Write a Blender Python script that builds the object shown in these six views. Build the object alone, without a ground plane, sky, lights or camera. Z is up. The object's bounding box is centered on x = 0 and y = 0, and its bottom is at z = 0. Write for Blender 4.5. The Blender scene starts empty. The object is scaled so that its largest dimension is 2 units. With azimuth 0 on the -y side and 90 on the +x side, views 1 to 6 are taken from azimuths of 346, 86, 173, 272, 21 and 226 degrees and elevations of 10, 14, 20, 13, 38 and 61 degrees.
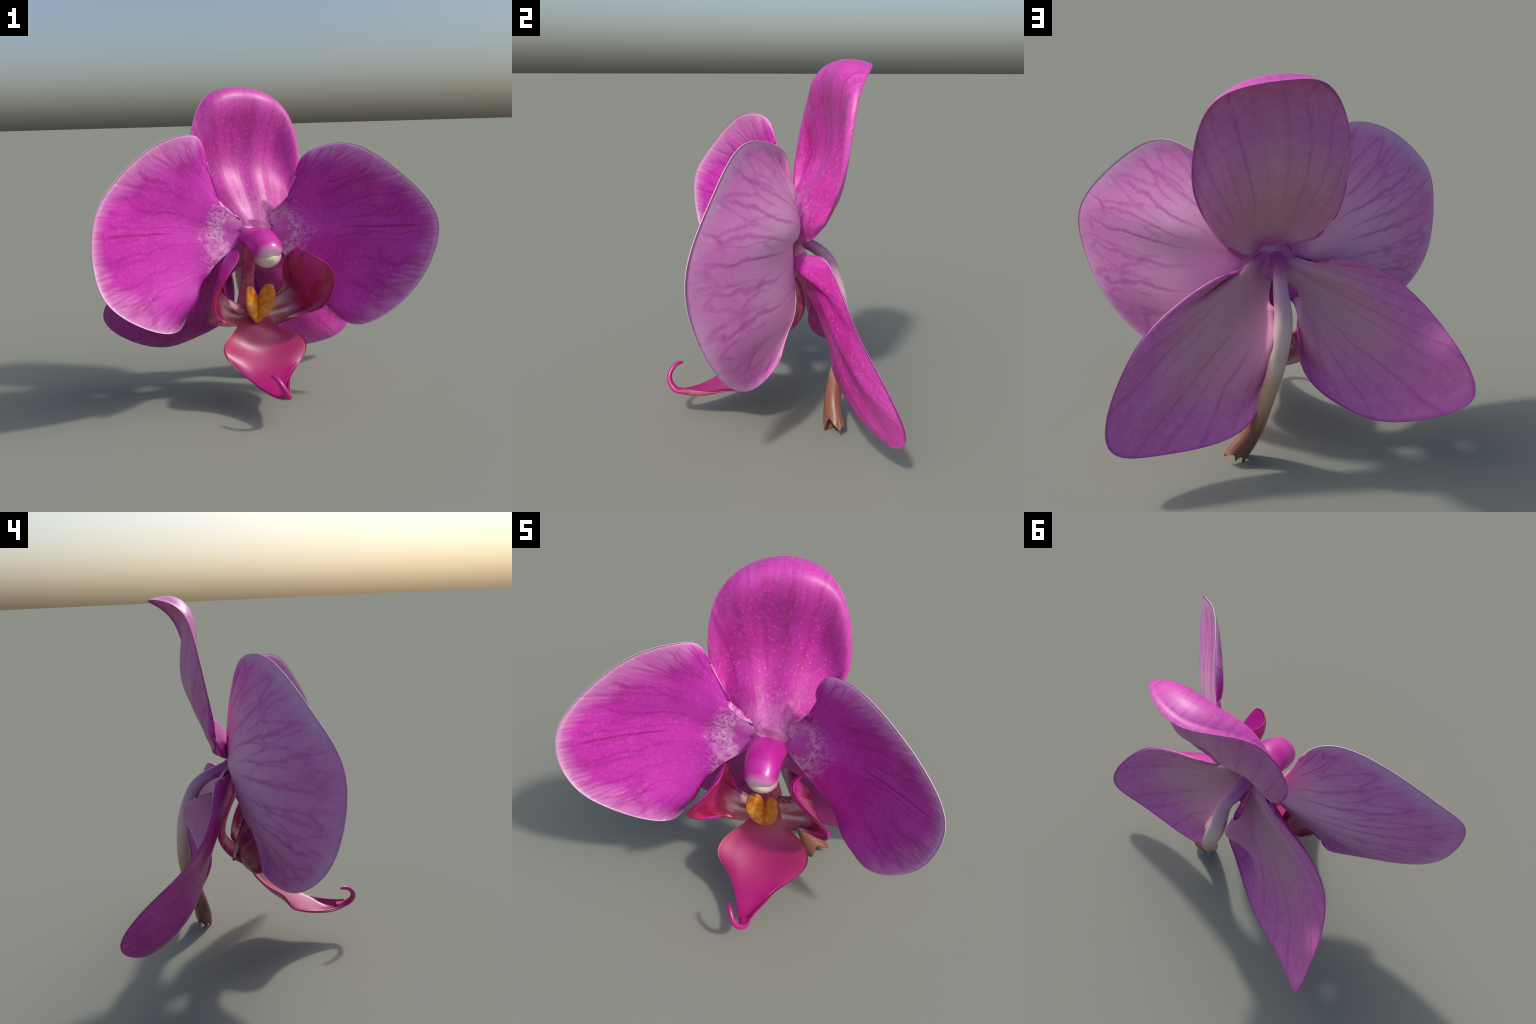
"""A single moth-orchid bloom: five broad petals and sepals round a column,
a three-lobed lip with an orange callus, and a bent flower stalk.

Every petal is a fan of ribs: it starts on a short attachment arc at the heart
of the flower and each rib runs out to a point of the rim; 'belly' and 'wave'
bow the rib out of the straight line along the direction the petal faces."""
import bpy, math
import numpy as np
from mathutils import Vector

# ------------------------------------------------------------ petal profiles
PETAL_LEFT = dict(
    attach=[(-0.080, 0.090, 1.100), (-0.100, 0.080, 1.050), (-0.080, 0.070, 1.000)],
    neck=(0.183, 0.900), facing=(0.330, -0.944, 0.000),
    outline=[
        (-0.092, 0.077, 1.082), (-0.204, 0.073, 1.192), (-0.273, 0.050, 1.377), (-0.324, 0.017, 1.579),
        (-0.422, -0.078, 1.640), (-0.637, -0.194, 1.582), (-0.871, -0.334, 1.398), (-0.989, -0.434, 1.185),
        (-0.985, -0.409, 0.891), (-0.836, -0.312, 0.655), (-0.546, -0.160, 0.515), (-0.408, -0.030, 0.718),
        (-0.098, 0.057, 1.008),
    ],
    bows=[
        (-0.004, -0.006), (-0.024, -0.006), (-0.048, -0.004), (-0.092, 0.002),
        (-0.127, -0.005), (-0.071, -0.007), (0.013, 0.017), (0.056, 0.113),
    ],
)
PETAL_RIGHT = dict(
    attach=[(0.090, 0.100, 1.100), (0.120, 0.090, 1.050), (0.100, 0.080, 1.000)],
    neck=(0.183, 0.900), facing=(-0.330, -0.944, 0.000),
    outline=[
        (0.093, 0.087, 1.095), (0.187, 0.069, 1.191), (0.253, 0.079, 1.304), (0.295, 0.054, 1.468),
        (0.395, -0.031, 1.547), (0.570, -0.170, 1.552), (0.810, -0.291, 1.379), (0.976, -0.384, 1.159),
        (0.976, -0.386, 0.924), (0.846, -0.288, 0.632), (0.591, -0.127, 0.441), (0.408, 0.047, 0.605),
        (0.110, 0.085, 0.982),
    ],
    bows=[
        (0.024, -0.027), (-0.003, -0.031), (-0.036, -0.025), (-0.079, -0.030),
        (-0.100, -0.014), (-0.071, -0.005), (0.017, -0.000), (0.075, 0.035),
    ],
)
SEPAL_TOP = dict(
    attach=[(-0.070, 0.085, 1.070), (0.000, 0.070, 1.040), (0.070, 0.090, 1.050)],
    neck=(0.100, 0.900), facing=(0.238, -0.952, 0.190),
    outline=[
        (-0.106, 0.129, 1.031), (-0.269, 0.149, 1.183), (-0.314, 0.170, 1.287), (-0.356, 0.161, 1.406),
        (-0.352, 0.202, 1.654), (-0.244, 0.292, 1.856), (-0.054, 0.462, 1.905), (0.163, 0.460, 1.871),
        (0.310, 0.382, 1.749), (0.368, 0.335, 1.504), (0.327, 0.288, 1.291), (0.192, 0.220, 1.086),
        (0.061, 0.121, 1.037),
    ],
    bows=[
        (0.020, -0.008, -0.085, 0.048), (-0.031, 0.021, -0.066, 0.080), (-0.082, 0.048, -0.044, 0.110), (-0.128, 0.075, -0.021, 0.139),
        (-0.139, 0.067, 0.047, 0.204), (-0.114, 0.068, 0.059, 0.231), (-0.130, 0.077, 0.031, 0.165), (-0.083, 0.075, 0.019, 0.114),
        (-0.041, 0.056, 0.012, 0.068), (0.010, 0.036, 0.006, 0.026),
    ],
)
SEPAL_LEFT = dict(
    attach=[(-0.040, 0.100, 1.000), (-0.060, 0.105, 0.950), (-0.030, 0.100, 0.890)],
    neck=(0.070, 0.910), facing=(0.000, -0.958, -0.287),
    outline=[
        (-0.042, 0.090, 0.993), (-0.240, 0.129, 0.990), (-0.415, 0.149, 0.986), (-0.601, 0.158, 0.907),
        (-0.773, 0.242, 0.758), (-0.890, 0.429, 0.601), (-0.929, 0.554, 0.443), (-0.816, 0.520, 0.318),
        (-0.582, 0.451, 0.244), (-0.353, 0.402, 0.300), (-0.137, 0.329, 0.495), (-0.110, 0.323, 0.810),
        (-0.039, 0.091, 0.889),
    ],
    bows=[
        (-0.013, 0.013), (-0.014, 0.009), (-0.000, -0.005), (0.021, -0.027),
        (0.123, -0.025), (0.113, -0.033), (0.079, -0.036), (0.084, -0.012),
        (0.057, -0.099), (0.133, -0.084),
    ],
)
SEPAL_RIGHT = dict(
    attach=[(0.030, 0.100, 1.030), (0.050, 0.105, 0.960), (0.000, 0.100, 0.880)],
    neck=(0.070, 0.930), facing=(0.000, -0.958, -0.287),
    outline=[
        (0.041, 0.096, 0.979), (0.190, 0.189, 0.966), (0.313, 0.251, 0.951), (0.509, 0.300, 0.831),
        (0.668, 0.366, 0.677), (0.784, 0.477, 0.467), (0.809, 0.544, 0.298), (0.735, 0.527, 0.201),
        (0.562, 0.473, 0.164), (0.281, 0.415, 0.175), (0.093, 0.387, 0.329), (0.013, 0.344, 0.651),
        (0.006, 0.127, 0.899),
    ],
    bows=[
        (-0.002, 0.033), (0.024, 0.030), (0.037, 0.037), (0.004, -0.004),
        (0.049, -0.029), (0.019, -0.024), (0.026, -0.032), (0.012, -0.031),
        (-0.035, -0.086), (-0.021, -0.068),
    ],
)
LOBE_LEFT = dict(
    attach=[(-0.085, 0.085, 0.560), (-0.100, 0.060, 0.510), (-0.120, 0.020, 0.465)],
    neck=(0.100, 0.900), facing=(-0.962, 0.192, -0.192),
    outline=[
        (-0.110, 0.088, 0.528), (-0.132, 0.092, 0.534), (-0.216, 0.041, 0.671), (-0.223, 0.006, 0.829),
        (-0.200, -0.094, 0.955), (-0.186, -0.254, 0.950), (-0.300, -0.340, 0.829), (-0.361, -0.307, 0.717),
        (-0.341, -0.186, 0.605), (-0.254, -0.042, 0.524), (-0.121, 0.024, 0.450),
    ],
    bows=[
        (-0.024, -0.018), (0.049, 0.010), (0.154, 0.010), (0.081, 0.041),
        (0.016, 0.026),
    ],
)
LOBE_RIGHT = dict(
    attach=[(0.020, 0.110, 0.600), (0.050, 0.070, 0.520), (0.090, 0.040, 0.450)],
    neck=(0.100, 0.900), facing=(0.962, 0.192, -0.192),
    outline=[
        (0.034, 0.104, 0.595), (0.136, 0.057, 0.655), (0.170, 0.047, 0.766), (0.194, 0.032, 0.863),
        (0.223, -0.044, 0.937), (0.211, -0.187, 0.951), (0.345, -0.266, 0.867), (0.399, -0.219, 0.726),
        (0.366, -0.135, 0.586), (0.251, -0.033, 0.516), (0.090, 0.046, 0.457),
    ],
    bows=[
        (0.060, -0.034), (0.047, 0.034), (0.136, 0.077), (0.071, -0.004),
        (-0.023, 0.020),
    ],
)

# ------------------------------------------------------------------- helpers
def natural_spline(P, t):
    """natural cubic spline through the points P, evaluated at t in 0..1"""
    P = np.asarray(P, float)
    n = len(P)
    if n == 2:
        return P[0] * (1 - t)[:, None] + P[1] * t[:, None]
    h = 1.0 / (n - 1)
    A = np.eye(n)
    B = np.zeros_like(P)
    for i in range(1, n - 1):
        A[i, i - 1:i + 2] = (h, 4 * h, h)
        B[i] = 6 * (P[i + 1] - 2 * P[i] + P[i - 1]) / h
    M = np.linalg.solve(A, B)
    i = np.clip((t / h).astype(int), 0, n - 2)
    a = ((i + 1) * h - t)[:, None]
    b = (t - i * h)[:, None]
    return (M[i] * a ** 3 + M[i + 1] * b ** 3) / (6 * h) + (P[i] / h - M[i] * h / 6) * a + (P[i + 1] / h - M[i + 1] * h / 6) * b


def grid_normals(X):
    du, dv = np.gradient(X, axis=0), np.gradient(X, axis=1)
    n = np.cross(du, dv)
    # the fan's attachment row can be degenerate: borrow from the next row
    l = np.linalg.norm(n, axis=2, keepdims=True)
    n = n / np.maximum(l, 1e-9)
    return n


def link(name, mesh, parent):
    o = bpy.data.objects.new(name, mesh)
    bpy.context.scene.collection.objects.link(o)
    o.parent = parent
    return o


def smooth(mesh):
    mesh.polygons.foreach_set("use_smooth", [True] * len(mesh.polygons))
    mesh.update()


def leaf_mesh(name, X, facing, front, back, thick=0.006, rim_thick=0.0016, root=0.0):
    """Closed thin solid from a grid of points X[row][column]: a front skin, a
    back skin and a rim between them.  Row 0 is the attached side.  The scalar
    attributes along (0 base, 1 rim) and around (0..1) hold the rib coordinates."""
    nr, nc = X.shape[:2]
    N = grid_normals(X)
    if (N.reshape(-1, 3) @ np.asarray(facing, float)).mean() < 0:
        N = -N
        flip = True
    else:
        flip = False
    k = max(2, nc // 40)                     # ribs shrink to nothing at both sides:
    N[:, :k] = N[:, k:k + 1]                 # take the normals from just inside
    N[:, -k:] = N[:, -k - 1:-k]
    s = np.linspace(0, 1, nr)[:, None] * np.ones((1, nc))
    t = np.ones((nr, 1)) * np.linspace(0, 1, nc)[None]
    side = np.clip((1 - np.abs(2 * t - 1)) / 0.4, 0, 1)
    edge = np.minimum(np.clip((1 - s) / 0.25, 0, 1), side)
    flesh = thick + root * np.clip(1 - s / 0.45, 0, 1) ** 1.5 * side      # thicker towards the attachment
    half = rim_thick + (flesh - rim_thick) * np.sqrt(edge)
    F = X + N * half[..., None]
    K = X - N * half[..., None]
    verts = np.concatenate([F.reshape(-1, 3), K.reshape(-1, 3)])
    off = nr * nc
    idx = np.arange(off).reshape(nr, nc)
    a, b, c, d = idx[:-1, :-1], idx[:-1, 1:], idx[1:, 1:], idx[1:, :-1]
    q = np.stack([a, d, c, b], -1).reshape(-1, 4)
    if flip:
        q = q[:, ::-1]
    faces = [q, q[:, ::-1] + off]
    ring = np.concatenate([idx[0, :], idx[1:, -1], idx[-1, -2::-1], idx[-2:0:-1, 0]])
    nxt = np.roll(ring, -1)
    r = np.stack([ring, nxt, nxt + off, ring + off], -1)
    if not flip:
        r = r[:, ::-1]
    # orientation of q: a,d,c,b has normal dv x du = -(du x dv)
    faces.append(r)
    q_all = np.concatenate(faces)
    q_all = q_all[:, ::-1]
    me = bpy.data.meshes.new(name)
    me.from_pydata(verts.tolist(), [], q_all.tolist())
    mats = np.concatenate([np.zeros(len(q)), np.ones(len(q)), np.zeros(len(r))]).astype(int)
    me.materials.append(front)
    me.materials.append(back)
    me.polygons.foreach_set("material_index", mats)
    for key, val in (("along", s), ("around", t)):
        at = me.attributes.new(key, "FLOAT", "POINT")
        at.data.foreach_set("value", np.concatenate([val.ravel(), val.ravel()]).astype(np.float32))
    smooth(me)
    return me


CURL = np.array((0.1, -0.45, 0.89))          # a curled tip humps up before it turns over


def fan_surface(p, nr=56, nc=150):
    t = np.linspace(0, 1, nc)
    # outline runs from one side of the attachment, round the tip, to the other;
    # the two stretches next to the attachment belong to the narrow neck
    outline = p["outline"]
    t0, t1 = p["neck"]
    R = natural_spline(outline, t0 + t * (t1 - t0))
    e0 = natural_spline(outline, np.array([t0, t0 * 0.7, t0 * 0.4]))
    e1 = natural_spline(outline, np.array([1 - (1 - t1) * 0.4, 1 - (1 - t1) * 0.7, t1]))
    bow = natural_spline([(*q, 0.0, 0.0)[:4] for q in p["bows"]], t)
    bow = bow * (1 - np.abs(2 * t - 1) ** 6)[:, None]      # the two side borders stay put
    B = natural_spline(np.concatenate([e0, p["attach"], e1]), t)
    n = np.asarray(p["facing"], float)
    n /= np.linalg.norm(n)
    s = (np.linspace(0, 1, nr) ** 0.9)[:, None, None]
    X = B[None] * (1 - s) + R[None] * s
    X = X + (4 * s * (1 - s)) * bow[None, :, :1] * n
    X = X + (10 * s * (1 - s) * (1 - 2 * s)) * bow[None, :, 1:2] * n
    X = X + (23 * s ** 8 * (1 - s)) * bow[None, :, 2:3] * CURL
    X = X + (12 * s ** 4 * (1 - s)) * bow[None, :, 3:] * n
    return X


def lattice_surface(rows, nr, nc):
    """smooth sheet through rows of control points"""
    t = np.linspace(0, 1, nc)
    u = np.linspace(0, 1, nr)
    cols = np.stack([natural_spline(r, t) for r in rows])
    return np.stack([natural_spline(cols[:, j], u) for j in range(nc)], 1)


def tube_mesh(name, spine, radii, mat, n=160, seg=40, side=(1, 0, 0), squash=None, cap=True, lobes=None):
    """round-ended tube along a spline; radii are (across, deep) pairs"""
    t = np.linspace(0, 1, n)
    C = natural_spline(spine, t)
    R = np.maximum(natural_spline(radii, t), 1e-4)
    T = np.gradient(C, axis=0)
    T /= np.linalg.norm(T, axis=1, keepdims=True)
    a = np.asarray(side, float)
    A = a[None] - (T @ a)[:, None] * T
    A /= np.linalg.norm(A, axis=1, keepdims=True)
    D = np.cross(T, A)
    ang = np.linspace(0, 2 * np.pi, seg, endpoint=False)
    V = C[:, None] + R[:, :1, None] * np.cos(ang)[None, :, None] * A[:, None] + R[:, 1:, None] * np.sin(ang)[None, :, None] * D[:, None]
    if lobes is not None:
        V = lobes(V, t, ang, C, A, D)
    verts = V.reshape(-1, 3).tolist()
    faces = []
    for i in range(n - 1):
        for j in range(seg):
            k = (j + 1) % seg
            faces.append((i * seg + j, i * seg + k, (i + 1) * seg + k, (i + 1) * seg + j))
    if cap:
        verts.append(tuple(C[0])); verts.append(tuple(C[-1]))
        for j in range(seg):
            k = (j + 1) % seg
            faces.append((len(verts) - 2, k, j))
            faces.append((len(verts) - 1, (n - 1) * seg + j, (n - 1) * seg + k))
    me = bpy.data.meshes.new(name)
    me.from_pydata(verts, [], faces)
    me.materials.append(mat)
    at = me.attributes.new("along", "FLOAT", "POINT")
    val = np.repeat(t, seg).tolist() + ([0.0, 1.0] if cap else [])
    at.data.foreach_set("value", val)
    smooth(me)
    return me


# ----------------------------------------------------------------- materials
class Nodes:
    """small builder so that materials read as formulas"""

    def __init__(self, name):
        self.mat = bpy.data.materials.new(name)
        self.mat.use_nodes = True
        self.t = self.mat.node_tree
        self.bsdf = self.t.nodes["Principled BSDF"]
        self.pos = self.add("ShaderNodeTexCoord").outputs["Object"]

    def add(self, kind, **kw):
        n = self.t.nodes.new(kind)
        for k, v in kw.items():
            setattr(n, k, v)
        return n

    def put(self, socket, v):
        if isinstance(v, bpy.types.NodeSocket):
            self.t.links.new(v, socket)
        elif isinstance(v, (tuple, list)) and len(v) == 3 and socket.type == "RGBA":
            socket.default_value = (*v, 1)
        else:
            socket.default_value = v

    def attr(self, name):
        return self.add("ShaderNodeAttribute", attribute_name=name).outputs["Fac"]

    def m(self, op, a, b=0.0, c=0.0, clamp=False):
        n = self.add("ShaderNodeMath", operation=op, use_clamp=clamp)
        self.put(n.inputs[0], a); self.put(n.inputs[1], b); self.put(n.inputs[2], c)
        return n.outputs[0]

    def step(self, x, lo, hi, a=0.0, b=1.0):
        n = self.add("ShaderNodeMapRange", interpolation_type="SMOOTHSTEP")
        for i, v in enumerate((x, lo, hi, a, b)):
            self.put(n.inputs[i], v)
        return n.outputs[0]

    def mix(self, f, a, b, blend="MIX"):
        n = self.add("ShaderNodeMix", data_type="RGBA", blend_type=blend)
        self.put(n.inputs[0], f); self.put(n.inputs[6], a); self.put(n.inputs[7], b)
        return n.outputs[2]

    def vec(self, x, y, z=0.0):
        n = self.add("ShaderNodeCombineXYZ")
        for i, v in enumerate((x, y, z)):
            self.put(n.inputs[i], v)
        return n.outputs[0]

    def noise(self, v, scale, detail=3.0, rough=0.55, dist=0.0):
        n = self.add("ShaderNodeTexNoise")
        self.put(n.inputs["Vector"], v); self.put(n.inputs["Scale"], scale)
        self.put(n.inputs["Detail"], detail); self.put(n.inputs["Roughness"], rough)
        self.put(n.inputs["Distortion"], dist)
        return n.outputs["Fac"]

    def voro(self, v, scale, feature="F1", rnd=1.0):
        n = self.add("ShaderNodeTexVoronoi", feature=feature)
        self.put(n.inputs["Vector"], v); self.put(n.inputs["Scale"], scale)
        self.put(n.inputs["Randomness"], rnd)
        return n.outputs["Distance"]

    def white(self, x):
        n = self.add("ShaderNodeTexWhiteNoise", noise_dimensions="1D")
        self.put(n.inputs["W"], x)
        return n.outputs["Value"]

    def curve(self, x, pts):
        n = self.add("ShaderNodeFloatCurve")
        c = n.mapping.curves[0]
        c.points[0].location = pts[0]; c.points[-1].location = pts[-1]
        for p in pts[1:-1]:
            c.points.new(*p)
        n.mapping.update()
        self.put(n.inputs["Value"], x)
        return n.outputs[0]

    def dist(self, p):
        n = self.add("ShaderNodeVectorMath", operation="DISTANCE")
        self.put(n.inputs[0], self.pos); n.inputs[1].default_value = p
        return n.outputs["Value"]

    def veins(self, around, along, count, wobble, width, seed):
        """thin dark lines running out along the ribs, each with its own strength"""
        w = self.noise(self.pos, 3.5, 1.0)
        x = self.m("ADD", self.m("MULTIPLY", around, float(count)), self.m("MULTIPLY", self.m("SUBTRACT", w, 0.5), wobble))
        fork = self.m("MULTIPLY", self.m("SUBTRACT", self.noise(self.pos, 11.0, 2.0), 0.5), self.m("MULTIPLY", along, wobble * 0.8))
        x = self.m("ADD", self.m("ADD", x, fork), seed)
        cell = self.m("FLOOR", x)
        d = self.m("ABSOLUTE", self.m("SUBTRACT", self.m("FRACT", x), 0.5))
        line = self.step(d, width, width * 0.15)
        own = self.step(self.white(cell), 0.1, 0.8, 0.25, 1.0)
        return self.m("MULTIPLY", line, own)

    def vein_net(self, around, along, count, width, seed):
        """branching net: cell borders stretched along the ribs"""
        w = self.m("MULTIPLY", self.m("SUBTRACT", self.noise(self.pos, 6.0, 2.0), 0.5), 0.6)
        x = self.m("ADD", self.m("ADD", self.m("MULTIPLY", around, float(count)), w), seed)
        y = self.m("MULTIPLY", along, count * 0.13)
        n = self.add("ShaderNodeTexVoronoi", feature="DISTANCE_TO_EDGE")
        self.put(n.inputs["Vector"], self.vec(x, y, seed)); self.put(n.inputs["Scale"], 1.0)
        d = n.outputs["Distance"]
        soft = self.step(self.noise(self.pos, 9.0, 2.0), 0.3, 0.6, 0.35, 1.0)
        return self.m("MULTIPLY", self.step(d, width, width * 0.1), soft)

    def finish(self, color, rough=0.45, spec=0.4, bump=None, strength=0.15, distance=0.01, sss=0.0, coat=0.0):
        b = self.bsdf
        self.put(b.inputs["Base Color"], color)
        self.put(b.inputs["Roughness"], rough)
        b.inputs["Specular IOR Level"].default_value = spec
        b.inputs["Coat Weight"].default_value = coat
        b.inputs["Coat Roughness"].default_value = 0.25
        if bump is not None:
            n = self.add("ShaderNodeBump")
            n.inputs["Strength"].default_value = strength
            n.inputs["Distance"].default_value = distance
            self.put(n.inputs["Height"], bump)
            self.t.links.new(n.outputs[0], b.inputs["Normal"])
        return self.mat


MAGENTA = (0.47, 0.020, 0.36)
DEEP = (0.30, 0.010, 0.20)
PINK = (0.66, 0.25, 0.56)
PALE = (0.76, 0.48, 0.69)
LILAC = (0.70, 0.42, 0.63)


def petal_front(name, heart, edge_width, midrib, white):
    """magenta blade, paler streaked border, white freckled heart, dark veins"""
    n = Nodes(name)
    s, t = n.attr("along"), n.attr("around")
    streak = n.noise(n.vec(n.m("MULTIPLY", t, 110.0), n.m("MULTIPLY", s, 4.0)), 1.0, 3.0, 0.65)
    broad = n.noise(n.vec(n.m("MULTIPLY", t, 26.0), n.m("MULTIPLY", s, 3.0)), 1.0, 2.0, 0.5)
    grain = n.noise(n.pos, 55.0, 3.0, 0.6)
    cloud = n.noise(n.pos, 3.5, 4.0, 0.6)
    col = n.mix(n.step(cloud, 0.32, 0.70), MAGENTA, (0.56, 0.034, 0.44))
    col = n.mix(n.step(grain, 0.5, 0.75, 0.0, 0.22), col, PINK)
    # paler, streaked margin whose width changes round the petal
    width = n.curve(t, edge_width)
    e = n.m("ADD", s, n.m("MULTIPLY", n.m("SUBTRACT", broad, 0.5), n.m("MULTIPLY", width, 0.5)))
    e = n.m("ADD", e, n.m("MULTIPLY", n.m("SUBTRACT", streak, 0.5), n.m("MULTIPLY", width, 1.3)))
    inner = n.m("SUBTRACT", 1.0, width)
    col = n.mix(n.step(e, inner, n.m("ADD", 1.0, n.m("MULTIPLY", width, 0.25)), 0.0, 0.95), col, PINK)
    # veins: a few long ones, then finer ones that fork off towards the rim
    v1 = n.veins(t, s, 13, 0.9, 0.12, 0.3)
    v2 = n.vein_net(t, s, 17, 0.12, 7.7)
    reach = n.m("MULTIPLY", n.step(s, 0.30, 0.5), n.step(s, 0.98, 0.8))
    reach2 = n.m("MULTIPLY", n.step(s, 0.40, 0.62), n.step(s, 1.0, 0.88))
    col = n.mix(n.m("MULTIPLY", n.m("MULTIPLY", v1, reach), 0.45), col, DEEP)
    col = n.mix(n.m("MULTIPLY", n.m("MULTIPLY", v2, reach2), 0.38), col, DEEP)
    wob = n.m("MULTIPLY", n.m("SUBTRACT", n.noise(n.pos, 9.0, 2.0), 0.5), 0.008)
    mid = n.m("ABSOLUTE", n.m("ADD", n.m("SUBTRACT", t, midrib), wob))
    mid = n.m("MULTIPLY", n.step(mid, 0.007, 0.001), n.m("MULTIPLY", n.step(s, 0.36, 0.52), n.step(s, 0.95, 0.82)))
    col = n.mix(n.m("MULTIPLY", mid, 0.75), col, (0.28, 0.006, 0.15))
    # whitish rim line
    col = n.mix(n.m("MULTIPLY", n.step(n.m("ADD", s, n.m("MULTIPLY", streak, 0.05)), 0.985, 1.03), n.step(width, 0.04, 0.15)), col, PALE)
    # faint pale flecks
    fl = n.step(n.voro(n.pos, 36.0), 0.17, 0.06)
    col = n.mix(n.m("MULTIPLY", fl, n.m("MULTIPLY", n.step(n.noise(n.pos, 6.0), 0.48, 0.6), 0.45)), col, PINK)
    # white heart that frays outward into streaks, with magenta freckles
    d = n.dist(heart)
    fray = n.noise(n.vec(n.m("MULTIPLY", t, 48.0), n.m("MULTIPLY", d, 16.0)), 1.0, 4.0, 0.7)
    blot = n.noise(n.pos, 11.0, 3.0, 0.6)
    reach_w = n.curve(t, white)
    dd = n.m("ADD", d, n.m("MULTIPLY", n.m("SUBTRACT", fray, 0.5), 0.30))
    dd = n.m("ADD", dd, n.m("MULTIPLY", n.m("SUBTRACT", blot, 0.5), 0.16))
    wmask = n.step(n.m("SUBTRACT", dd, n.m("MULTIPLY", reach_w, 0.86)), 0.09, -0.10, 0.0, 0.85)
    wmask = n.m("MULTIPLY", wmask, n.step(n.noise(n.pos, 42.0, 3.0, 0.7), 0.30, 0.58, 0.35, 1.0))
    col = n.mix(wmask, col, LILAC)
    spots = n.voro(n.vec(n.m("MULTIPLY", t, 36.0), n.m("MULTIPLY", d, 56.0)), 1.0)
    loc = n.step(n.m("ABSOLUTE", n.m("SUBTRACT", n.m("SUBTRACT", d, reach_w), -0.02)), 0.14, 0.04)
    loc = n.m("MULTIPLY", loc, n.step(n.noise(n.pos, 8.0), 0.34, 0.46))
    col = n.mix(n.m("MULTIPLY", n.step(spots, 0.46, 0.28), n.m("MULTIPLY", loc, 0.9)), col, (0.44, 0.028, 0.34))
    # magenta blotch close to the column, below the midrib
    b = n.m("ADD", d, n.m("MULTIPLY", n.m("SUBTRACT", n.noise(n.pos, 16.0, 4.0, 0.65), 0.5), 0.20))
    col = n.mix(n.m("MULTIPLY", n.step(b, 0.145, 0.105), n.step(t, 0.30, 0.50, 0.1, 0.92)), col, (0.48, 0.04, 0.36))
    h = n.m("ADD", n.m("MULTIPLY", streak, 0.35), n.m("MULTIPLY", v1, -0.25))
    return n.finish(col, 0.5, 0.35, h, 0.18, 0.012)


def petal_back(name, heart, edge_width, midrib):
    """mauve-pink with magenta veins, paler towards the heart, fine cross grain"""
    n = Nodes(name)
    s, t = n.attr("along"), n.attr("around")
    streak = n.noise(n.vec(n.m("MULTIPLY", t, 90.0), n.m("MULTIPLY", s, 5.0)), 1.0, 3.0, 0.65)
    grain = n.noise(n.pos, 30.0, 4.0, 0.65)
    cloud = n.noise(n.pos, 4.0, 3.0)
    u = n.m("ADD", s, n.m("MULTIPLY", n.m("SUBTRACT", cloud, 0.5), 0.35))
    col = n.mix(n.step(u, 0.35, 0.75), (0.74, 0.35, 0.60), (0.66, 0.20, 0.52))
    col = n.mix(n.step(streak, 0.45, 0.75, 0.0, 0.30), col, (0.67, 0.37, 0.61))
    side = n.m("MAXIMUM", n.step(t, 0.86, 0.99), n.step(t, 0.10, 0.0))
    col = n.mix(n.m("MULTIPLY", side, 0.5), col, (0.48, 0.09, 0.38))
    v1 = n.veins(t, s, 14, 0.8, 0.14, 0.3)
    v2 = n.vein_net(t, s, 19, 0.10, 7.7)
    col = n.mix(n.m("MULTIPLY", v1, n.m("MULTIPLY", n.step(s, 0.18, 0.42), n.step(s, 0.97, 0.78, 0.0, 0.62))), col, (0.48, 0.06, 0.39))
    col = n.mix(n.m("MULTIPLY", v2, n.m("MULTIPLY", n.step(s, 0.32, 0.6), n.step(s, 1.0, 0.88, 0.0, 0.5))), col, (0.45, 0.06, 0.38))
    width = n.curve(t, edge_width)
    e = n.m("ADD", s, n.m("MULTIPLY", n.m("SUBTRACT", streak, 0.5), 0.14))
    col = n.mix(n.m("MULTIPLY", n.step(e, 0.86, 1.0, 0.0, 0.75), n.step(width, 0.05, 0.25)), col, (0.66, 0.38, 0.61))
    col = n.mix(n.step(n.dist(heart), 0.15, 0.05), col, (0.46, 0.09, 0.36))
    col = n.mix(n.step(grain, 0.42, 0.75, 0.0, 0.2), col, (0.72, 0.46, 0.67))
    h = n.m("ADD", n.m("MULTIPLY", streak, 0.4), n.m("MULTIPLY", v1, 0.4))
    return n.finish(col, 0.6, 0.3, h, 0.2, 0.012)


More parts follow.
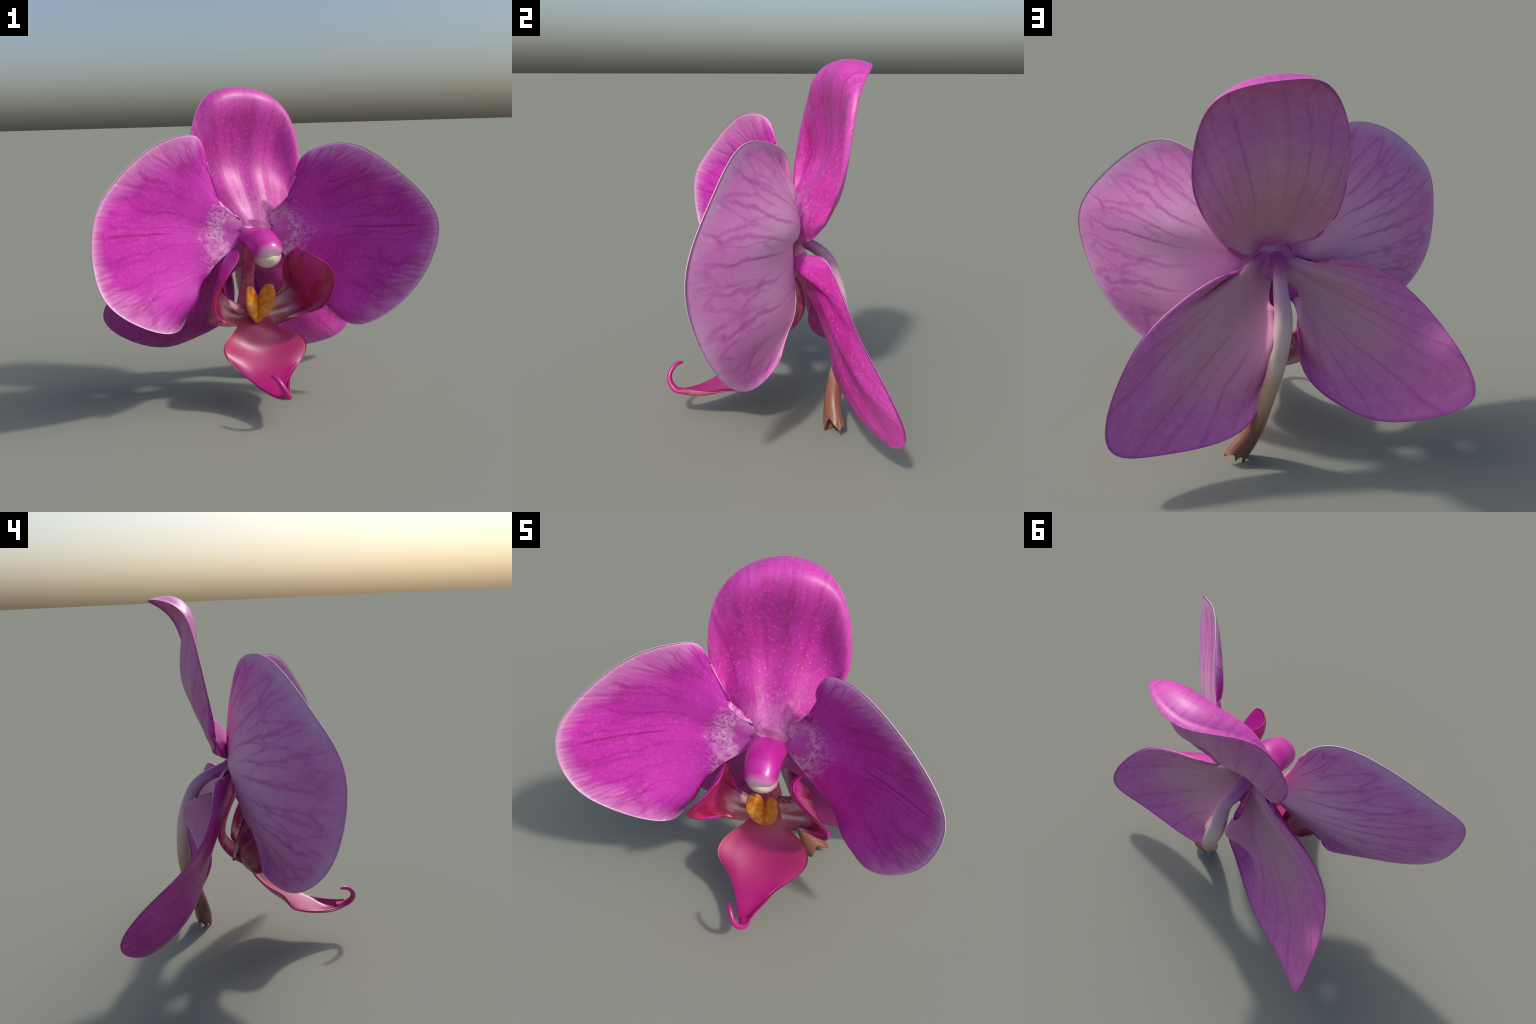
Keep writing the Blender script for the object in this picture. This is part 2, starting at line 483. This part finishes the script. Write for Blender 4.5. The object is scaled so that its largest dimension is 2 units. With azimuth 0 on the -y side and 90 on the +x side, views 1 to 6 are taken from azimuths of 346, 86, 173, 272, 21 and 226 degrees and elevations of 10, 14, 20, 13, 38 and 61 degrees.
def sepal_front(name, heart, pale_heart, stripes=13):
    """deep magenta with darker stripes and tiny pale dots"""
    n = Nodes(name)
    s, t = n.attr("along"), n.attr("around")
    cloud = n.noise(n.pos, 5.0, 4.0, 0.6)
    grain = n.noise(n.pos, 50.0, 3.0, 0.6)
    col = n.mix(n.step(cloud, 0.35, 0.7), (0.43, 0.018, 0.27), (0.54, 0.03, 0.38))
    edge = n.m("MAXIMUM", n.step(s, 0.70, 1.0), n.m("MAXIMUM", n.step(t, 0.2, 0.05), n.step(t, 0.8, 0.95)))
    streak = n.noise(n.vec(n.m("MULTIPLY", t, 80.0), n.m("MULTIPLY", s, 7.0)), 1.0, 3.0, 0.65)
    col = n.mix(n.m("MULTIPLY", edge, n.step(streak, 0.35, 0.7, 0.15, 0.6)), col, (0.58, 0.12, 0.48))
    v = n.veins(t, s, stripes, 0.5, 0.2, 2.4)
    v2 = n.veins(t, s, 47, 1.4, 0.16, 5.1)
    reach = n.m("MULTIPLY", n.step(s, 0.2, 0.45), n.step(s, 1.0, 0.8))
    col = n.mix(n.m("MULTIPLY", n.m("MULTIPLY", v, reach), 0.4), col, (0.28, 0.008, 0.14))
    col = n.mix(n.m("MULTIPLY", n.m("MULTIPLY", v2, n.step(s, 0.5, 0.75)), 0.3), col, (0.32, 0.012, 0.18))
    col = n.mix(n.step(grain, 0.48, 0.72, 0.0, 0.22), col, (0.64, 0.18, 0.52))
    dots = n.step(n.voro(n.pos, 38.0), 0.22, 0.10)
    pick = n.step(n.noise(n.pos, 5.0), 0.32, 0.48)
    col = n.mix(n.m("MULTIPLY", n.m("MULTIPLY", dots, pick), n.step(s, 0.92, 0.7, 0.0, 0.5)), col, (0.70, 0.26, 0.56))
    d = n.dist(heart)
    fray = n.noise(n.vec(n.m("MULTIPLY", t, 40.0), n.m("MULTIPLY", d, 22.0)), 1.0, 4.0, 0.7)
    dd = n.m("ADD", d, n.m("MULTIPLY", n.m("SUBTRACT", fray, 0.5), 0.42))
    col = n.mix(n.step(dd, 0.26, 0.05, 0.0, pale_heart), col, (0.70, 0.42, 0.62))
    mottle = n.step(n.voro(n.vec(n.m("MULTIPLY", t, 36.0), n.m("MULTIPLY", d, 60.0)), 1.0), 0.42, 0.26)
    col = n.mix(n.m("MULTIPLY", mottle, n.step(d, 0.26, 0.10, 0.0, 0.45)), col, (0.46, 0.03, 0.34))
    h = n.m("ADD", n.m("MULTIPLY", streak, 0.4), n.m("MULTIPLY", v, -0.2))
    return n.finish(col, 0.42, 0.45, h, 0.2, 0.012)


def sepal_back(name, heart, base_col, tip_col):
    """dull mauve-pink, olive-beige down the middle, speckled and striped"""
    n = Nodes(name)
    s, t = n.attr("along"), n.attr("around")
    grain = n.noise(n.pos, 26.0, 4.0, 0.65)
    cloud = n.noise(n.pos, 5.0, 3.0)
    streak = n.noise(n.vec(n.m("MULTIPLY", t, 60.0), n.m("MULTIPLY", s, 6.0)), 1.0, 3.0, 0.65)
    u = n.m("ADD", s, n.m("MULTIPLY", n.m("SUBTRACT", cloud, 0.5), 0.4))
    col = n.mix(n.step(u, 0.25, 0.9), base_col, tip_col)
    centre = n.m("MULTIPLY", n.step(n.m("ABSOLUTE", n.m("SUBTRACT", t, 0.5)), 0.36, 0.05), n.step(u, 0.8, 0.25))
    col = n.mix(n.m("MULTIPLY", centre, 0.6), col, (0.52, 0.30, 0.31))
    v = n.veins(t, s, 15, 0.6, 0.15, 4.2)
    col = n.mix(n.m("MULTIPLY", v, n.step(s, 0.15, 0.4, 0.0, 0.4)), col, (0.40, 0.06, 0.28))
    col = n.mix(n.step(grain, 0.45, 0.72, 0.0, 0.35), col, (0.64, 0.33, 0.55))
    col = n.mix(n.step(streak, 0.5, 0.72, 0.0, 0.25), col, (0.62, 0.30, 0.52))
    col = n.mix(n.m("MULTIPLY", n.step(s, 0.965, 1.0), 0.6), col, (0.48, 0.09, 0.44))
    col = n.mix(n.step(n.dist(heart), 0.17, 0.04), col, (0.44, 0.075, 0.32))
    return n.finish(col, 0.6, 0.3, grain, 0.15, 0.01)


def lip_front():
    n = Nodes("lip_blade_front")
    s = n.attr("along")
    t = n.attr("around")
    cloud = n.noise(n.pos, 6.0, 3.0)
    col = n.mix(n.step(s, 0.0, 0.32), (0.37, 0.045, 0.10), (0.34, 0.013, 0.12))
    col = n.mix(n.step(s, 0.35, 0.7), col, (0.34, 0.006, 0.15))
    side = n.step(n.m("ABSOLUTE", n.m("SUBTRACT", t, 0.5)), 0.3, 0.5)
    col = n.mix(n.m("MULTIPLY", side, n.step(s, 0.5, 0.2, 0.0, 0.6)), col, (0.48, 0.065, 0.11))
    col = n.mix(n.step(cloud, 0.45, 0.7, 0.0, 0.3), col, (0.40, 0.025, 0.17))
    mid = n.step(n.m("ABSOLUTE", n.m("SUBTRACT", t, 0.5)), 0.03, 0.004)
    col = n.mix(n.m("MULTIPLY", mid, n.step(s, 0.45, 0.2, 0.0, 0.5)), col, (0.38, 0.02, 0.12))
    return n.finish(col, 0.4, 0.45, cloud, 0.1, 0.01, coat=0.05)


def lip_back():
    n = Nodes("lip_blade_back")
    g = n.noise(n.pos, 12.0, 3.0)
    col = n.mix(n.step(g, 0.35, 0.7), (0.46, 0.10, 0.17), (0.56, 0.19, 0.27))
    return n.finish(col, 0.4, 0.4)


def lobe_inside():
    """crimson above, white with dark red bars towards the foot"""
    n = Nodes("lip_side_inside")
    s, t = n.attr("along"), n.attr("around")
    wob = n.m("MULTIPLY", n.m("SUBTRACT", n.noise(n.pos, 9.0, 3.0), 0.5), 0.5)
    u = n.m("ADD", n.dist((-0.02, 0.03, 0.50)), n.m("MULTIPLY", wob, 0.28))
    col = n.mix(n.step(u, 0.19, 0.30), (0.70, 0.42, 0.46), (0.46, 0.024, 0.17))
    col = n.mix(n.step(s, 0.75, 1.0, 0.0, 0.6), col, (0.54, 0.025, 0.25))
    bars = n.noise(n.vec(n.m("MULTIPLY", t, 9.0), n.m("MULTIPLY", s, 2.4)), 1.0, 2.0, 0.5, 0.6)
    col = n.mix(n.m("MULTIPLY", n.step(bars, 0.48, 0.60), n.step(t, 0.95, 0.6, 0.0, 0.85)), col, (0.34, 0.014, 0.05))
    return n.finish(col, 0.35, 0.45)


def lobe_outside():
    n = Nodes("lip_side_outside")
    s = n.attr("along")
    g = n.noise(n.pos, 10.0, 3.0)
    t = n.attr("around")
    bars = n.noise(n.vec(n.m("MULTIPLY", t, 8.0), n.m("MULTIPLY", s, 2.4)), 1.0, 2.0, 0.5, 0.6)
    col = n.mix(n.step(bars, 0.48, 0.58), (0.46, 0.12, 0.18), (0.30, 0.025, 0.08))
    col = n.mix(n.step(n.m("ADD", s, n.m("MULTIPLY", g, 0.2)), 0.62, 0.92), col, (0.50, 0.016, 0.36))
    col = n.mix(n.step(g, 0.4, 0.7, 0.0, 0.25), col, (0.56, 0.05, 0.40))
    return n.finish(col, 0.35, 0.45)


def column_skin():
    n = Nodes("column_skin")
    s = n.attr("along")
    g = n.noise(n.pos, 7.0, 3.0)
    col = n.mix(n.step(g, 0.35, 0.7), (0.46, 0.016, 0.28), (0.55, 0.05, 0.38))
    col = n.mix(n.step(n.m("ADD", s, n.m("MULTIPLY", g, 0.08)), 0.20, 0.06, 0.0, 0.8), col, (0.66, 0.34, 0.56))
    col = cream_tip(n, col, g)
    return n.finish(col, 0.3, 0.5, g, 0.05, 0.01, coat=0.2)


def receptacle_skin():
    n = Nodes("receptacle_skin")
    g = n.noise(n.pos, 12.0, 3.0)
    return n.finish(n.mix(n.step(g, 0.35, 0.7), (0.44, 0.10, 0.33), (0.52, 0.18, 0.42)), 0.5, 0.35)


def cream_tip(n, col, g):
    """cream patch on the front of the column, shared by column and anther cap"""
    d = n.m("ADD", n.dist((0.022, -0.185, 0.885)), n.m("MULTIPLY", g, 0.05))
    cream = n.mix(n.step(g, 0.3, 0.7), (0.70, 0.58, 0.46), (0.74, 0.66, 0.56))
    col = n.mix(n.step(d, 0.150, 0.105, 0.0, 0.8), col, (0.66, 0.34, 0.55))
    return n.mix(n.step(d, 0.125, 0.062), col, cream)


def cap_skin():
    n = Nodes("anther_cap_skin")
    g = n.noise(n.pos, 14.0, 3.0)
    col = cream_tip(n, (0.55, 0.06, 0.40), g)
    return n.finish(col, 0.3, 0.5, coat=0.2)


def foot_skin():
    n = Nodes("column_foot_skin")
    g = n.noise(n.pos, 16.0, 3.0, 0.6)
    col = n.mix(n.step(g, 0.4, 0.65), (0.46, 0.05, 0.18), (0.58, 0.16, 0.26))
    return n.finish(col, 0.35, 0.45)


def callus_skin():
    n = Nodes("callus_skin")
    g = n.noise(n.pos, 22.0, 4.0, 0.65)
    f = n.noise(n.pos, 42.0, 3.0, 0.6)
    col = n.mix(n.step(g, 0.38, 0.62), (0.64, 0.19, 0.012), (0.74, 0.35, 0.04))
    col = n.mix(n.step(f, 0.56, 0.70, 0.0, 0.65), col, (0.34, 0.045, 0.006))
    return n.finish(col, 0.3, 0.5, f, 0.2, 0.008, coat=0.2)


def stalk_skin():
    """magenta at the flower, creamy mauve in the bend, rusty brown at the cut end"""
    n = Nodes("stalk_skin")
    s = n.attr("along")
    g = n.noise(n.pos, 9.0, 3.0, 0.6)
    u = n.m("ADD", s, n.m("MULTIPLY", n.m("SUBTRACT", g, 0.5), 0.14))
    col = n.mix(n.step(u, 0.10, 0.24), (0.42, 0.07, 0.32), (0.52, 0.27, 0.42))
    col = n.mix(n.step(u, 0.24, 0.40), col, (0.66, 0.50, 0.46))
    col = n.mix(n.step(u, 0.42, 0.56), col, (0.48, 0.30, 0.20))
    col = n.mix(n.step(u, 0.56, 0.74), col, (0.23, 0.085, 0.06))
    col = n.mix(n.step(u, 0.86, 1.0), col, (0.17, 0.06, 0.04))
    return n.finish(col, 0.38, 0.45, g, 0.1, 0.01)


# ------------------------------------------------------------------ assembly
flower = bpy.data.objects.new("orchid_flower", None)
bpy.context.scene.collection.objects.link(flower)
flower["label"] = "magenta moth orchid bloom with veined petals and orange-hearted lip"
flower["category"] = "orchid flower"

# width of the pale margin, and reach of the white heart, from the upper to the
# lower side of each petal
LEFT_EDGE = [(0, 0.06), (0.12, 0.20), (0.25, 0.45), (0.40, 0.32), (0.56, 0.10), (0.68, 0.16), (0.80, 0.42), (0.90, 0.34), (1, 0.05)]
RIGHT_EDGE = [(0, 0.06), (0.12, 0.18), (0.25, 0.40), (0.40, 0.28), (0.56, 0.12), (0.70, 0.18), (0.82, 0.38), (0.92, 0.22), (1, 0.05)]
LEFT_WHITE = [(0, 0.06), (0.15, 0.12), (0.30, 0.18), (0.50, 0.24), (0.70, 0.28), (0.86, 0.36), (0.95, 0.28), (1, 0.15)]
RIGHT_WHITE = [(0, 0.06), (0.15, 0.12), (0.30, 0.17), (0.50, 0.20), (0.70, 0.24), (0.86, 0.28), (0.95, 0.2), (1, 0.1)]

for name, prof, heart, edge, rib, low in (
    ("petal", PETAL_LEFT, (-0.09, 0.05, 1.05), LEFT_EDGE, 0.58, LEFT_WHITE),
    ("petal", PETAL_RIGHT, (0.10, 0.05, 1.05), RIGHT_EDGE, 0.60, RIGHT_WHITE),
):
    f = petal_front("petal_front", heart, edge, rib, low)
    b = petal_back("petal_back", heart, edge, rib)
    link(name, leaf_mesh(name, fan_surface(prof), prof["facing"], f, b, 0.011, 0.002, 0.012), flower)

HEART = (0.0, 0.11, 1.03)
link("dorsal_sepal", leaf_mesh("dorsal_sepal", fan_surface(SEPAL_TOP), SEPAL_TOP["facing"],
     sepal_front("dorsal_sepal_front", (0.0, 0.10, 1.08), 0.28), sepal_back("dorsal_sepal_back", HEART, (0.60, 0.21, 0.38), (0.58, 0.16, 0.43)), 0.012, 0.002, 0.010), flower)
for prof in (SEPAL_LEFT, SEPAL_RIGHT):
    f = sepal_front("lateral_sepal_front", (0.0, 0.11, 0.95), 0.2, 13)
    b = sepal_back("lateral_sepal_back", HEART, (0.66, 0.25, 0.42), (0.62, 0.15, 0.46))
    sepal = link("lateral_sepal", leaf_mesh("lateral_sepal", fan_surface(prof), prof["facing"], f, b, 0.011, 0.002, 0.012), flower)

# column: a thick nose pointing forward and down, with a cream anther cap
COLUMN = [(-0.005, 0.10, 1.00), (-0.004, 0.05, 1.006), (0.000, 0.0, 1.003), (0.006, -0.06, 0.99), (0.012, -0.11, 0.970), (0.016, -0.158, 0.948), (0.018, -0.186, 0.932), (0.019, -0.196, 0.926)]
link("column", tube_mesh("column", COLUMN, [(0.100, 0.045), (0.112, 0.062), (0.106, 0.073), (0.100, 0.080), (0.096, 0.078), (0.085, 0.067), (0.056, 0.043), (0.003, 0.003)], column_skin(), n=110, seg=72), flower)
CAP = [(0.016, -0.080, 0.945), (0.018, -0.110, 0.925), (0.020, -0.140, 0.906), (0.022, -0.165, 0.890), (0.023, -0.178, 0.881), (0.023, -0.182, 0.878)]
cap = link("anther_cap", tube_mesh("anther_cap", CAP, [(0.060, 0.056), (0.082, 0.072), (0.082, 0.068), (0.060, 0.050), (0.032, 0.029), (0.002, 0.002)], cap_skin(), n=70, seg=64), flower)
RECEPTACLE = [(0.0, 0.075, 1.115), (0.0, 0.08, 1.07), (-0.003, 0.088, 1.00), (-0.01, 0.10, 0.93), (-0.01, 0.095, 0.87)]
link("receptacle", tube_mesh("receptacle", RECEPTACLE, [(0.05, 0.014), (0.105, 0.024), (0.118, 0.034), (0.085, 0.032), (0.03, 0.015)], receptacle_skin(), n=60, seg=56), flower)

# stalk
STALK = [(-0.02, 0.06, 1.02), (-0.03, 0.14, 1.00), (-0.031, 0.214, 0.970), (-0.026, 0.289, 0.909), (-0.033, 0.337, 0.802), (-0.021, 0.366, 0.687),
         (0.008, 0.383, 0.543), (0.045, 0.380, 0.411), (0.074, 0.355, 0.300), (0.113, 0.328, 0.175), (0.165, 0.320, 0.085), (0.208, 0.322, 0.026)]
SR = [(0.045, 0.04), (0.036, 0.034), (0.033, 0.031), (0.037, 0.035), (0.044, 0.04), (0.048, 0.042), (0.044, 0.04), (0.040, 0.04), (0.041, 0.041), (0.046, 0.043), (0.060, 0.046), (0.070, 0.045)]


def torn_end(V, t, ang, C, A, D):
    """the broken end: hollow, notched at the back, with splinters at the front"""
    n = len(t)
    turn = 30                                     # rows that fold back inside
    T = np.array((0.35, -0.1, -0.93))
    notch = -0.065 * np.exp(-((np.angle(np.exp(1j * (ang - 0.5 * np.pi)))) / 0.55) ** 2)
    front = np.cos(ang + 0.5 * np.pi) > -0.2
    teeth = (0.045 * np.exp(-((ang - 4.3) / 0.13) ** 2) + 0.032 * np.exp(-((ang - 5.15) / 0.16) ** 2) + 0.02 * np.exp(-((ang - 3.5) / 0.2) ** 2)) - 0.025 * front
    foot = 0.035 * np.exp(-(np.angle(np.exp(1j * ang)) / 0.5) ** 2)
    long = notch + teeth + foot
    outer = n - turn
    src = np.linspace(0, n - 1, outer).round().astype(int)
    W = V[src].copy()
    k = np.clip((t[src] - 0.90) / 0.10, 0, 1) ** 1.5
    W += (k[:, None] * long[None])[..., None] * T
    rim = W[-1]
    inner = []
    for u in np.linspace(0, 1, turn):
        hub = C[-1] * (1 - u) + C[-26] * u
        ring = rim * (1 - u) + (V[-26] - C[-26] + hub) * u
        inner.append(hub + (ring - hub) * (0.90 - 0.25 * u))
    return np.concatenate([W, np.array(inner)])


stalk = link("stalk", tube_mesh("stalk", STALK, SR, stalk_skin(), n=260, seg=84, side=(0.9, 0.42, 0), lobes=torn_end), flower)
# lip
lip = bpy.data.objects.new("lip", None)
bpy.context.scene.collection.objects.link(lip)
lip.parent = flower
BLADE = [
    [(-0.12, 0.04, 0.51), (-0.02, 0.045, 0.50), (0.08, 0.07, 0.50)],
    [(-0.155, 0.0, 0.457), (-0.025, -0.015, 0.44), (0.113, 0.041, 0.438)],
    [(-0.235, -0.075, 0.405), (-0.018, -0.058, 0.352), (0.215, -0.02, 0.395)],
    [(-0.268, -0.166, 0.355), (-0.010, -0.135, 0.276), (0.260, -0.10, 0.345)],
    [(-0.215, -0.205, 0.270), (-0.002, -0.222, 0.220), (0.214, -0.155, 0.268)],
    [(-0.15, -0.26, 0.215), (0.005, -0.315, 0.182), (0.128, -0.235, 0.226)],
    [(-0.094, -0.349, 0.180), (0.010, -0.39, 0.157), (0.080, -0.32, 0.200)],
    [(-0.045, -0.445, 0.168), (0.012, -0.465, 0.158), (0.044, -0.43, 0.194)],
    [(-0.015, -0.515, 0.180), (0.010, -0.520, 0.178), (0.030, -0.51, 0.196)],
]
link("lip_blade", leaf_mesh("lip_blade", lattice_surface(BLADE, 90, 50), (0, -0.5, 1), lip_front(), lip_back(), 0.012, 0.004), lip)
n_t = Nodes("tendril_skin")
tendril_mat = n_t.finish(n_t.mix(n_t.noise(n_t.pos, 8.0), (0.36, 0.010, 0.16), (0.48, 0.02, 0.22)), 0.3, 0.5)
TENDRIL = [(0.012, -0.46, 0.175), (0.014, -0.512, 0.180), (0.003, -0.540, 0.200), (-0.012, -0.555, 0.228), (-0.030, -0.553, 0.262), (-0.048, -0.532, 0.292), (-0.063, -0.508, 0.306), (-0.074, -0.484, 0.306)]
link("tendril", tube_mesh("tendril", TENDRIL, [(0.03, 0.012), (0.024, 0.016), (0.019, 0.017), (0.017, 0.015), (0.015, 0.013), (0.013, 0.011), (0.012, 0.010), (0.007, 0.006)], tendril_mat, n=90, seg=24), lip)

inside, outside = lobe_inside(), lobe_outside()
for prof, look in ((LOBE_LEFT, (1, -0.3, 0.2)), (LOBE_RIGHT, (-1, -0.3, 0.2))):
    link("lip_side_lobe", leaf_mesh("lip_side_lobe", fan_surface(prof, 50, 90), look, inside, outside, 0.009, 0.003), lip)

# foot of the column: a strap that hangs from the heart and carries the lip
FOOT = [(-0.02, 0.05, 0.97), (-0.035, 0.075, 0.90), (-0.040, 0.125, 0.79), (-0.040, 0.158, 0.69), (-0.04, 0.157, 0.61), (-0.037, 0.105, 0.54), (-0.025, 0.035, 0.48)]
link("column_foot", tube_mesh("column_foot", FOOT, [(0.06, 0.03), (0.05, 0.025), (0.042, 0.022), (0.045, 0.022), (0.065, 0.024), (0.09, 0.026), (0.09, 0.012)], foot_skin(), n=90, seg=40), lip)

# callus: a two-horned orange saddle on the lip
callus_mat = callus_skin()
for spine, lean in (
    ([(-0.030, -0.010, 0.485), (-0.040, -0.020, 0.53), (-0.056, -0.030, 0.59), (-0.066, -0.036, 0.64), (-0.077, -0.042, 0.69), (-0.086, -0.047, 0.718), (-0.088, -0.048, 0.727)], (0.69, 0.73, 0)),
    ([(-0.024, -0.010, 0.485), (-0.008, -0.020, 0.53), (0.018, -0.030, 0.59), (0.032, -0.036, 0.64), (0.046, -0.042, 0.69), (0.058, -0.047, 0.720), (0.061, -0.048, 0.730)], (0.74, -0.68, 0)),
):
    flap = [(0.010, 0.010), (0.034, 0.020), (0.054, 0.025), (0.057, 0.023), (0.046, 0.019), (0.022, 0.011), (0.002, 0.002)]
    link("callus_lobe", tube_mesh("callus_lobe", spine, flap, callus_mat, n=60, seg=48, side=lean), lip)
